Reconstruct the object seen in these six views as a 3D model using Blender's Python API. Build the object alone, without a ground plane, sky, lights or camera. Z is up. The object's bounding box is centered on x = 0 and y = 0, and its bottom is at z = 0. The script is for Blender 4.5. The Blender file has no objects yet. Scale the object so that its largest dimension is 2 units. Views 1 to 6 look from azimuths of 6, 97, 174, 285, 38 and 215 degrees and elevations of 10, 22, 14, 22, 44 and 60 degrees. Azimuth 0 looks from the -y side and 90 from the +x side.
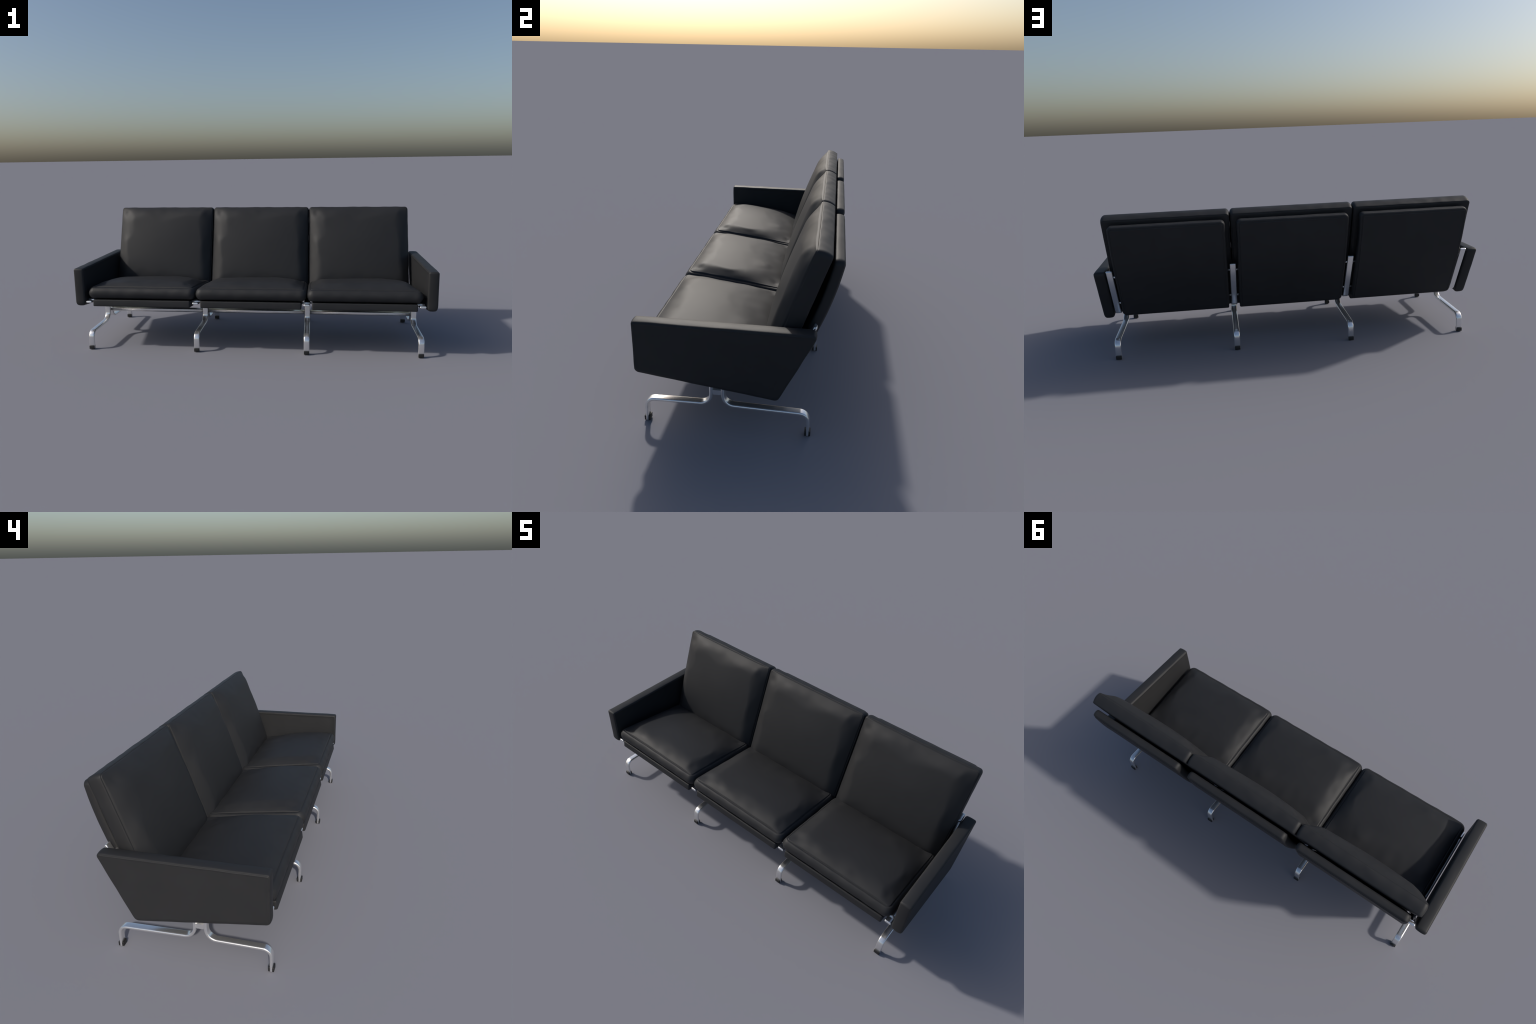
"""Three-seat low sofa: black leather box cushions on flat-steel frames."""
import bpy, bmesh, math
from mathutils import Vector, Matrix, noise

# ------------------------------------------------------------------ sizes
MODULE = 0.617                       # seat pitch
SEATS = (-1, 0, 1)
BACK_MODULE = 0.6215                 # back cushions spread a little wider
FRAMES = (-0.924, -0.3085, 0.3085, 0.924)
SEAT_TILT = math.atan(0.132)         # seat falls towards the back
BACK_LEAN = math.atan(0.3456)

# ------------------------------------------------------------------ materials
def node(nt, kind, **kw):
    n = nt.nodes.new(kind)
    for k, v in kw.items():
        setattr(n, k, v)
    return n

def leather_material():
    m = bpy.data.materials.new("black_leather")
    m.use_nodes = True
    nt = m.node_tree
    b = nt.nodes["Principled BSDF"]
    tc = node(nt, "ShaderNodeTexCoord")
    big = node(nt, "ShaderNodeTexNoise")
    big.inputs["Scale"].default_value = 9.0
    big.inputs["Detail"].default_value = 3.0
    nt.links.new(tc.outputs["Object"], big.inputs["Vector"])
    ramp = node(nt, "ShaderNodeValToRGB")
    ramp.color_ramp.elements[0].position = 0.3
    ramp.color_ramp.elements[0].color = (0.0205, 0.0210, 0.0224, 1)
    ramp.color_ramp.elements[1].position = 0.7
    ramp.color_ramp.elements[1].color = (0.0232, 0.0237, 0.0252, 1)
    nt.links.new(big.outputs["Fac"], ramp.inputs["Fac"])
    nt.links.new(ramp.outputs["Color"], b.inputs["Base Color"])
    b.inputs["Roughness"].default_value = 0.56
    b.inputs["Specular IOR Level"].default_value = 0.28
    grain = node(nt, "ShaderNodeTexVoronoi")
    grain.inputs["Scale"].default_value = 420.0
    nt.links.new(tc.outputs["Object"], grain.inputs["Vector"])
    bump = node(nt, "ShaderNodeBump")
    bump.inputs["Strength"].default_value = 0.06
    bump.inputs["Distance"].default_value = 0.001
    nt.links.new(grain.outputs["Distance"], bump.inputs["Height"])
    nt.links.new(bump.outputs["Normal"], b.inputs["Normal"])
    return m

def steel_material():
    m = bpy.data.materials.new("satin_chromed_steel")
    m.use_nodes = True
    nt = m.node_tree
    b = nt.nodes["Principled BSDF"]
    b.inputs["Base Color"].default_value = (0.88, 0.88, 0.88, 1)
    b.inputs["Metallic"].default_value = 0.88
    tc = node(nt, "ShaderNodeTexCoord")
    n = node(nt, "ShaderNodeTexNoise")
    n.inputs["Scale"].default_value = 60.0
    nt.links.new(tc.outputs["Object"], n.inputs["Vector"])
    mr = node(nt, "ShaderNodeMapRange")
    mr.inputs["To Min"].default_value = 0.24
    mr.inputs["To Max"].default_value = 0.26
    nt.links.new(n.outputs["Fac"], mr.inputs["Value"])
    nt.links.new(mr.outputs["Result"], b.inputs["Roughness"])
    return m

def rubber_material():
    m = bpy.data.materials.new("black_rubber")
    m.use_nodes = True
    nt = m.node_tree
    b = nt.nodes["Principled BSDF"]
    tc = node(nt, "ShaderNodeTexCoord")
    n = node(nt, "ShaderNodeTexNoise")
    n.inputs["Scale"].default_value = 80.0
    nt.links.new(tc.outputs["Object"], n.inputs["Vector"])
    ramp = node(nt, "ShaderNodeValToRGB")
    ramp.color_ramp.elements[0].color = (0.010, 0.010, 0.010, 1)
    ramp.color_ramp.elements[1].color = (0.016, 0.016, 0.016, 1)
    nt.links.new(n.outputs["Fac"], ramp.inputs["Fac"])
    nt.links.new(ramp.outputs["Color"], b.inputs["Base Color"])
    b.inputs["Roughness"].default_value = 0.55
    return m

LEATHER = leather_material()
STEEL = steel_material()
RUBBER = rubber_material()

# ------------------------------------------------------------------ helpers
def make_mesh(name, verts, faces, material):
    me = bpy.data.meshes.new(name)
    me.from_pydata([tuple(v) for v in verts], [], faces)
    bm = bmesh.new()
    bm.from_mesh(me)
    bmesh.ops.recalc_face_normals(bm, faces=bm.faces)
    bm.to_mesh(me)
    bm.free()
    me.polygons.foreach_set("use_smooth", [True] * len(me.polygons))
    me.materials.append(material)
    return me

def add(name, mesh, parent, matrix=None):
    ob = bpy.data.objects.new(name, mesh)
    bpy.context.scene.collection.objects.link(ob)
    ob.parent = parent
    if matrix is not None:
        ob.matrix_local = matrix
    return ob

def rounded_outline(corners, radii, step=0.006, arc=6):
    """Closed loop of (point, outward normal) round a convex ccw polygon."""
    loop = []
    n = len(corners)
    arcs = []
    for i in range(n):
        p, c, q = (Vector(corners[(i + k) % n]) for k in (-1, 0, 1))
        d0, d1 = (c - p).normalized(), (q - c).normalized()
        n0, n1 = Vector((d0.y, -d0.x)), Vector((d1.y, -d1.x))
        half = math.acos(max(-1, min(1, d0.dot(d1)))) / 2
        r = radii[i]
        centre = c - d0 * r * math.tan(half) - n0 * r
        a0 = math.atan2(n0.y, n0.x)
        a1 = math.atan2(n1.y, n1.x)
        while a1 < a0:
            a1 += 2 * math.pi
        pts = []
        for k in range(arc + 1):
            a = a0 + (a1 - a0) * k / arc
            nn = Vector((math.cos(a), math.sin(a)))
            pts.append((centre + nn * r, nn))
        arcs.append(pts)
    for i in range(n):
        loop += arcs[i]
        a, b = arcs[i][-1], arcs[(i + 1) % n][0]
        m = max(1, int((b[0] - a[0]).length / step))
        for k in range(1, m):
            loop.append((a[0].lerp(b[0], k / m), a[1]))
    return loop

def upholstered(outline, rings, cap_top, cap_bottom, cap_rings=26, relief=None):
    """Loft rings (offset, height) round an outline; close both ends with
    panels whose height follows cap_top(x, y) and cap_bottom(x, y)."""
    N = len(outline)
    verts, faces = [], []
    cx = sum(p.x for p, _ in outline) / N
    cy = sum(p.y for p, _ in outline) / N
    c = Vector((cx, cy))

    def panel(off, func, count):
        out = []
        for k in range(count):
            s = 1 - ((k + 1) / (count + 0.35)) ** 1.15
            out.append([Vector((*(c + (p + n * off - c) * s), 0)) for p, n in outline])
        for ring in out:
            for v in ring:
                v.z = func(v.x, v.y)
        return out

    body = []
    for off, h, kind in rings:
        ring = []
        for p, n in outline:
            q = p + n * off
            z = h(n) if callable(h) else h
            if kind == "top":
                z = h + cap_top(q.x, q.y)
            elif kind == "bottom":
                z = h + cap_bottom(q.x, q.y)
            v = Vector((q.x, q.y, z))
            if relief and kind == "side":
                w = relief(v)
                v.x += n.x * w
                v.y += n.y * w
            ring.append(v)
        body.append(ring)
    top = panel(rings[0][0], cap_top, cap_rings)
    bot = panel(rings[-1][0], cap_bottom, max(6, cap_rings // 3))
    all_rings = list(reversed(top)) + body + bot
    for r in all_rings:
        verts += r
    for k in range(len(all_rings) - 1):
        for i in range(N):
            j = (i + 1) % N
            faces.append((k * N + i, (k + 1) * N + i, (k + 1) * N + j, k * N + j))
    a = len(verts)
    verts.append(Vector((cx, cy, cap_top(cx, cy))))
    last = (len(all_rings) - 1) * N
    verts.append(Vector((cx, cy, cap_bottom(cx, cy))))
    for i in range(N):
        j = (i + 1) % N
        faces.append((i, j, a))
        faces.append((last + j, last + i, a + 1))
    return verts, faces

def rect(a, b):
    return [(-a, -b), (a, -b), (a, b), (-a, b)]

SEAM_TOP = [(-0.0085, 0.0, "top"), (-0.0060, 0.0004, "top"), (-0.0040, 0.0006, "top"),
            (-0.0022, 0.0002, "top"), (-0.0010, -0.0014, "top"), (0.0000, -0.0026, "top"),
            (0.0009, -0.0016, "top")]

def sstep(e0, e1, x):
    t = max(0.0, min(1.0, (x - e0) / (e1 - e0)))
    return t * t * (3 - 2 * t)

def crown(x, y, a, b, p=2.4, q=0.72):
    u, v = min(1, abs(x) / a), min(1, abs(y) / b)
    return max(0.0, (1 - u ** p)) ** q * max(0.0, (1 - v ** p)) ** q

def roll(d, w):
    """Quarter-round rise from a seam over the width w."""
    t = max(0.0, min(1.0, d / w))
    return (1 - (1 - t) ** 2.0) ** 0.8

def puff(a, b, edge, widths, dome, seed, wrinkle, flare=0.0):
    """Stuffed leather panel: rolls up from its seams (left/right, low, high
    roll widths), domes gently, and is drawn down unevenly near the seams."""
    wx, wlow, whigh = widths

    def f(x, y):
        n1 = noise.noise(Vector((x * 7.0 + seed, y * 7.0, seed)))
        n2 = noise.noise(Vector((x * 15, y * 15 + seed, seed * 2)))
        stretch = 1 + 0.55 * n1 + 0.22 * n2
        k = roll(a - abs(x), wx * stretch * (1 + flare * sstep(0.05, b, y)))
        k *= roll(b + y, wlow * stretch) * roll(b - y, whigh * stretch)
        u, v = min(1, abs(x) / a), min(1, abs(y) / b)
        d = (1 - u * u) * (1 - v * v)
        band = 4 * k * (1 - k)
        # leather is pinched at the corners: a dimple on each diagonal
        cx, cy = (a - abs(x)) - 0.040, (b - abs(y)) - 0.040
        pinch = math.exp(-(cx * cx + cy * cy) / 0.0005) * (0.7 + 0.8 * n2)
        return edge * k + dome * d + wrinkle * band * (n2 + 0.6 * n1) - 0.0055 * pinch
    return f

# ------------------------------------------------------------------ seat cushion
def seat_cushion_mesh():
    a, b, t = 0.2890, 0.2265, 0.066
    out = rounded_outline(rect(a, b), [0.016] * 4)
    side = []
    for k in range(1, 15):
        s = k / 15
        side.append((0.0015 + 0.0185 * math.sin(math.pi * s) ** 0.62, -0.002 - (t - 0.004) * s, "side"))
    end = [(0.0, -t + 0.0005, "side"), (-0.002, -t, "bottom"), (-0.006, 0, "bottom")]
    end[1] = (-0.002, 0.0005, "bottom")
    rings = SEAM_TOP + side + end

    def relief(v):
        return 0.0022 * noise.noise(Vector((v.x * 16, v.y * 16, v.z * 22 + 3.0)))
    v, f = upholstered(out, rings, puff(a, b, 0.026, (0.090, 0.085, 0.20), 0.0145, 2.7, 0.0046, flare=0.9), lambda x, y: -t, 34, relief)
    return make_mesh("seat_cushion", v, f, LEATHER)

# ------------------------------------------------------------------ back cushion
def back_cushion_mesh():
    a, b, t = 0.3047, 0.276, 0.0605
    out = rounded_outline(rect(a, b), [0.014] * 4)
    side = []
    for k in range(1, 12):
        s = k / 12
        side.append((0.001 + 0.005 * math.sin(math.pi * s) ** 0.7, -0.002 - (t - 0.004) * s, "side"))
    end = [(0.0015, -t + 0.001, "side"), (0.0, -t, "side"), (-0.001, -t + 0.0015, "side"),
           (-0.0025, -t - 0.001, "side"), (-0.006, -t - 0.002, "side"), (-0.010, 0.0, "bottom")]
    rings = SEAM_TOP + side + end

    def relief(v):
        w = 0.0010 + 0.0010 * sstep(0.22, 0.275, v.y)    # slack leather along the top
        return w * noise.noise(Vector((v.x * 19 + 5, v.y * 17, v.z * 24)))
    bulge = puff(a, b, 0.033, (0.092, 0.13, 0.088), 0.020, 7.3, 0.0044)
    v, f = upholstered(out, rings, bulge,
                       lambda x, y: -t - 0.002 - 0.006 * crown(x, y, a, b), 34, relief)
    for p in v:                                # top face slopes down to the rear
        if p.z < 0 and p.y > 0.2:
            p.y -= 0.002 * min(1, -p.z / t) * sstep(0.2, 0.27, p.y)
    return make_mesh("back_cushion", v, f, LEATHER)

# ------------------------------------------------------------------ back panel
def panel_curve(z):
    """Depth of the panel's rear face at height z: straight below, curling upright above."""
    if z > 0.40:
        return 0.294 + 0.3629 * (z - 0.437) - 0.4356 * (z - 0.437) * (z - 0.561)
    return 0.2776 - 0.44 * (0.40 - z)

def back_panel_mesh():
    a, z0, z1, t = 0.2800, 0.201, 0.707, 0.040
    zm = (z0 + z1) / 2
    out = rounded_outline(rect(a, (z1 - z0) / 2), [0.022] * 4, arc=8)
    rings = [(-0.019, 0.0, "side"), (-0.0165, 0.0004, "side"), (-0.0148, 0.0006, "side"), (-0.0136, -0.0014, "side"),
             (-0.0122, -0.0030, "side"), (-0.0110, -0.0018, "side"), (-0.0090, -0.0020, "side")]
    for k in range(1, 7):                      # soft rear edge
        ang = k / 6 * math.pi / 2
        rings.append((-0.009 + 0.009 * math.sin(ang), -0.0025 - 0.009 * (1 - math.cos(ang)), "side"))
    rings += [(0.0012, -0.018, "side"), (0.0012, -0.026, "side"), (0.0, -0.033, "side"),
              (-0.002, -0.038, "side"), (-0.006, -t, "side")]

    def relief(v):
        return 0.0012 * noise.noise(Vector((v.x * 14, v.y * 14, v.z * 20 + 9)))
    v, f = upholstered(out, rings, lambda x, y: 0.0, lambda x, y: -t, 30, relief)
    for p in v:
        z = p.y + zm
        slope = (panel_curve(z + 0.002) - panel_curve(z - 0.002)) / 0.004
        l = math.hypot(1, slope)
        h = p.z
        p.y, p.z = panel_curve(z) + h / l, z - h * slope / l
    return make_mesh("back_panel", v, f, LEATHER)

# ------------------------------------------------------------------ seat platform
def platform_mesh():
    a, b, t = 0.2795, 0.262, 0.039
    out = rounded_outline(rect(a, b), [0.008] * 4, step=0.03)
    rings = [(-0.006, 0.0, "side")]
    for k in range(1, 5):
        ang = k / 4 * math.pi / 2
        rings.append((-0.006 + 0.006 * math.sin(ang), -0.006 * (1 - math.cos(ang)), "side"))
    for k in range(0, 5):
        ang = k / 4 * math.pi / 2
        rings.append((-0.006 + 0.006 * math.cos(ang), -t + 0.006 - 0.006 * math.sin(ang), "side"))
    v, f = upholstered(out, rings, lambda x, y: 0.0, lambda x, y: -t, 6)
    return make_mesh("seat_platform", v, f, LEATHER)

# ------------------------------------------------------------------ armrest
def armrest_mesh(side):
    """Slab in the y-z plane, 55 mm thick, padded, piped along top and front."""
    corners = [(-0.3685, 0.2595), (0.1605, 0.1865), (0.2985, 0.4715), (-0.3685, 0.4720)]
    out = rounded_outline(corners, [0.018, 0.018, 0.014, 0.010], step=0.010)
    t = 0.054

    def face(h, s):
        """Rings of one padded edge; s=+1 for the outer, -1 for the inner face."""
        r = [(-0.0095, 0.0), (-0.0080, 0.0006), (-0.0068, 0.0004), (-0.0060, -0.0012), (-0.0050, -0.0022),
             (-0.0040, -0.0018), (-0.0028, -0.0025), (-0.0012, -0.0042), (-0.0002, -0.0070), (0.0004, -0.0110)]
        smooth = [0.0, 0.0, -0.0002, -0.0005, -0.0009, -0.0014, -0.0025, -0.0042, -0.0070, -0.0110]

        def height(d, e):
            # piping only along the top and front edges
            return lambda n: h + s * (d if (n.y > 0.3 or n.x < -0.3) and n.y > -0.5 else e)
        return [(o, height(d, e), "side") for (o, d), e in zip(r, smooth)]
    rings = face(0.0, 1) + [(0.0012, -0.018, "side"), (0.0015, -t / 2, "side"), (0.0012, -t + 0.018, "side")] \
        + list(reversed(face(-t, -1)))

    def relief(v):
        return 0.0012 * noise.noise(Vector((v.x * 15 + side, v.y * 15, v.z * 24)))
    v, f = upholstered(out, rings, lambda x, y: 0.0, lambda x, y: -t, 14, relief)
    for p in v:
        y, z, h = p.x, p.y, p.z
        # lower edges are rounder than the piped upper ones
        low = 1 - sstep(0.0, 0.03, (z - (0.2595 - 0.138 * (y + 0.3685))))
        e, r = min(-h, t + h), 0.014
        inset = r - math.sqrt(max(0.0, r * r - max(0.0, r - e) ** 2))
        p.x, p.y, p.z = side * (0.9993 + h), y, z + low * inset
    return make_mesh("armrest", v, f, LEATHER)

# ------------------------------------------------------------------ flat steel
def fillet_path(points, radii, arc=9):
    path = [Vector(points[0])]
    for i in range(1, len(points) - 1):
        p, c, q = (Vector(points[i + k]) for k in (-1, 0, 1))
        d0, d1 = (c - p).normalized(), (q - c).normalized()
        half = math.acos(d0.dot(d1)) / 2
        r = radii[i - 1]
        t = r * math.tan(half)
        s, e = c - d0 * t, c + d1 * t
        bis = (d1 - d0).normalized()
        centre = c + bis * (r / math.cos(half))
        for k in range(arc + 1):
            a = k / arc
            ang = a * 2 * half
            u = (s - centre).normalized()
            w = d0
            path.append(centre + (u * math.cos(ang) + w * math.sin(ang)) * r)
    path.append(Vector(points[-1]))
    return path

def flat_bar_mesh(name, points, radii, width, thick, edge=0.0058, nose=0.0):
    """Sweep a round-edged flat bar along a path in the y-z plane."""
    path = fillet_path(points, radii)
    sec = [(p.x, p.y) for p, _ in rounded_outline(rect(width / 2, thick / 2), [edge] * 4, step=1.0, arc=5)]
    stations = []
    for i, p in enumerate(path):
        d0 = (p - path[i - 1]).normalized() if i else (path[1] - p).normalized()
        d1 = (path[i + 1] - p).normalized() if i < len(path) - 1 else d0
        d = (d0 + d1).normalized()
        stations.append((p, d, 1.0))
    verts, faces = [], []
    nz = nose if nose else 0.0012
    p, d, _ = stations[0]
    seq = [(p + d * nz * (1 - math.cos(a)), d, nz * (1 - math.sin(a))) for a in (0.0, 0.35, 0.7, 1.05, 1.4)]
    seq += [(q, e, 0.0) for q, e, _ in stations[1:-1]]
    p, d, _ = stations[-1]
    seq += [(p - d * nz * (1 - math.cos(a)), d, nz * (1 - math.sin(a))) for a in (1.4, 1.05, 0.7, 0.35, 0.0)]
    n = len(sec)
    for p, d, shrink in seq:
        nrm = Vector((-d.y, d.x))
        for x, h in sec:
            hx = x - math.copysign(min(shrink * 0.5, abs(x)), x)
            hh = h - math.copysign(min(shrink, abs(h) * 0.95), h)
            q = p + nrm * hh
            verts.append(Vector((hx, q.x, q.y)))
    for k in range(len(seq) - 1):
        for i in range(n):
            j = (i + 1) % n
            faces.append((k * n + i, k * n + j, (k + 1) * n + j, (k + 1) * n + i))
    faces.append(tuple(range(n)))
    faces.append(tuple(range((len(seq) - 1) * n, len(seq) * n)))
    me = make_mesh(name, verts, faces, STEEL)
    return me

def rod_mesh(name, length, radius, bevel=0.001, seg=20):
    prof = [(-length / 2, radius - bevel), (-length / 2 + bevel, radius),
            (length / 2 - bevel, radius), (length / 2, radius - bevel)]
    verts, faces = [], []
    for x, r in prof:
        for k in range(seg):
            a = 2 * math.pi * k / seg
            verts.append(Vector((x, r * math.cos(a), r * math.sin(a))))
    for k in range(3):
        for i in range(seg):
            j = (i + 1) % seg
            faces.append((k * seg + i, k * seg + j, (k + 1) * seg + j, (k + 1) * seg + i))
    faces.append(tuple(range(seg)))
    faces.append(tuple(range(3 * seg, 4 * seg)))
    return make_mesh(name, verts, faces, STEEL)

def stretcher_mesh(length):
    """Bar with a flat top and well-rounded underside, lying along x."""
    loop = rounded_outline(rect(0.0185, 0.0105), [0.009, 0.009, 0.003, 0.003], step=1.0, arc=6)
    verts, faces = [], []
    n = len(loop)
    for x in (-length / 2, length / 2):
        verts += [Vector((x, p.x, p.y)) for p, _ in loop]
    for i in range(n):
        j = (i + 1) % n
        faces.append((i, j, n + j, n + i))
    faces += [tuple(range(n)), tuple(range(n, 2 * n))]
    me = make_mesh("stretcher", verts, faces, STEEL)
    for p in me.polygons:
        p.use_smooth = len(p.vertices) == 4
    return me

def box_mesh(name, sx, sy, sz, material, bevel=0.002):
    bm = bmesh.new()
    bmesh.ops.create_cube(bm, size=1.0)
    bmesh.ops.scale(bm, vec=(sx, sy, sz), verts=bm.verts)
    bmesh.ops.bevel(bm, geom=list(bm.edges), offset=bevel, segments=3, affect="EDGES", profile=0.5)
    me = bpy.data.meshes.new(name)
    bm.to_mesh(me)
    bm.free()
    me.polygons.foreach_set("use_smooth", [True] * len(me.polygons))
    me.materials.append(material)
    return me

# ------------------------------------------------------------------ assemble
sofa = bpy.data.objects.new("sofa", None)
bpy.context.scene.collection.objects.link(sofa)
sofa["label"] = "low three-seat black leather sofa on chromed flat-steel legs"
sofa["category"] = "sofa"

T = Matrix.Translation
RX = lambda a: Matrix.Rotation(a, 4, "X")

seat_me = seat_cushion_mesh()
back_me = back_cushion_mesh()
panel_me = back_panel_mesh()
plat_me = platform_mesh()
up = Vector((0, math.sin(BACK_LEAN), math.cos(BACK_LEAN)))
for k in SEATS:
    add("seat_cushion", seat_me, sofa, T((k * 0.6180, -0.1240, 0.3355)) @ RX(-SEAT_TILT))
    add("seat_platform", plat_me, sofa, T((k * MODULE, -0.1085, 0.2615)) @ RX(-SEAT_TILT))
    # local y runs up the cushion, local z faces the sitter
    add("back_cushion", back_me, sofa,
        T((k * BACK_MODULE, 0.1818, 0.4955)) @ RX(math.pi / 2 - BACK_LEAN))
    add("back_panel", panel_me, sofa, T((k * MODULE, 0, 0)))

for s in (-1, 1):
    add("armrest", armrest_mesh(s), sofa)

BAR_W, BAR_T = 0.032, 0.013
rail_me = flat_bar_mesh("seat_rail", [(-0.364, 0.2800), (0.157, 0.2112), (0.2845, 0.4725)], [0.026],
                        BAR_W + 0.001, BAR_T, nose=0.004)
front_leg = flat_bar_mesh("leg", [(-0.356, 0.0015), (-0.356, 0.1005), (-0.098, 0.1035), (-0.098, 0.242)],
                          [0.034, 0.045], BAR_W, BAR_T)
rear_leg = flat_bar_mesh("leg", [(0.274, 0.0015), (0.274, 0.0970), (-0.053, 0.1045), (-0.053, 0.236)],
                         [0.034, 0.045], BAR_W, BAR_T)
glide_me = box_mesh("foot_glide", BAR_W - 0.003, 0.023, 0.020, RUBBER)
pin_me = rod_mesh("mounting_pin", 0.054, 0.006)

for fx in FRAMES:
    base = T((fx, 0, 0))
    rail = add("seat_rail", rail_me, sofa, base)
    shift = 0.012 if fx < -0.5 else (-0.012 if fx > 0.5 else 0.0)
    for y, z in ((0.260, 0.436), (0.186, 0.277), (-0.325, 0.284), (0.05, 0.2345)):
        add("mounting_pin", pin_me, rail, T((shift, y, z)))
    for me, y in ((front_leg, -0.356), (rear_leg, 0.274)):
        leg = add("leg", me, sofa, base)
        add("foot_glide", glide_me, leg, T((0, y, 0.010)))

for i in range(3):
    x0, x1 = FRAMES[i] + (-0.011 if i == 0 else 0.0002), FRAMES[i + 1] + (0.011 if i == 2 else -0.0002)
    add("stretcher", stretcher_mesh(x1 - x0), sofa, T(((x0 + x1) / 2, -0.0755, 0.1585)))
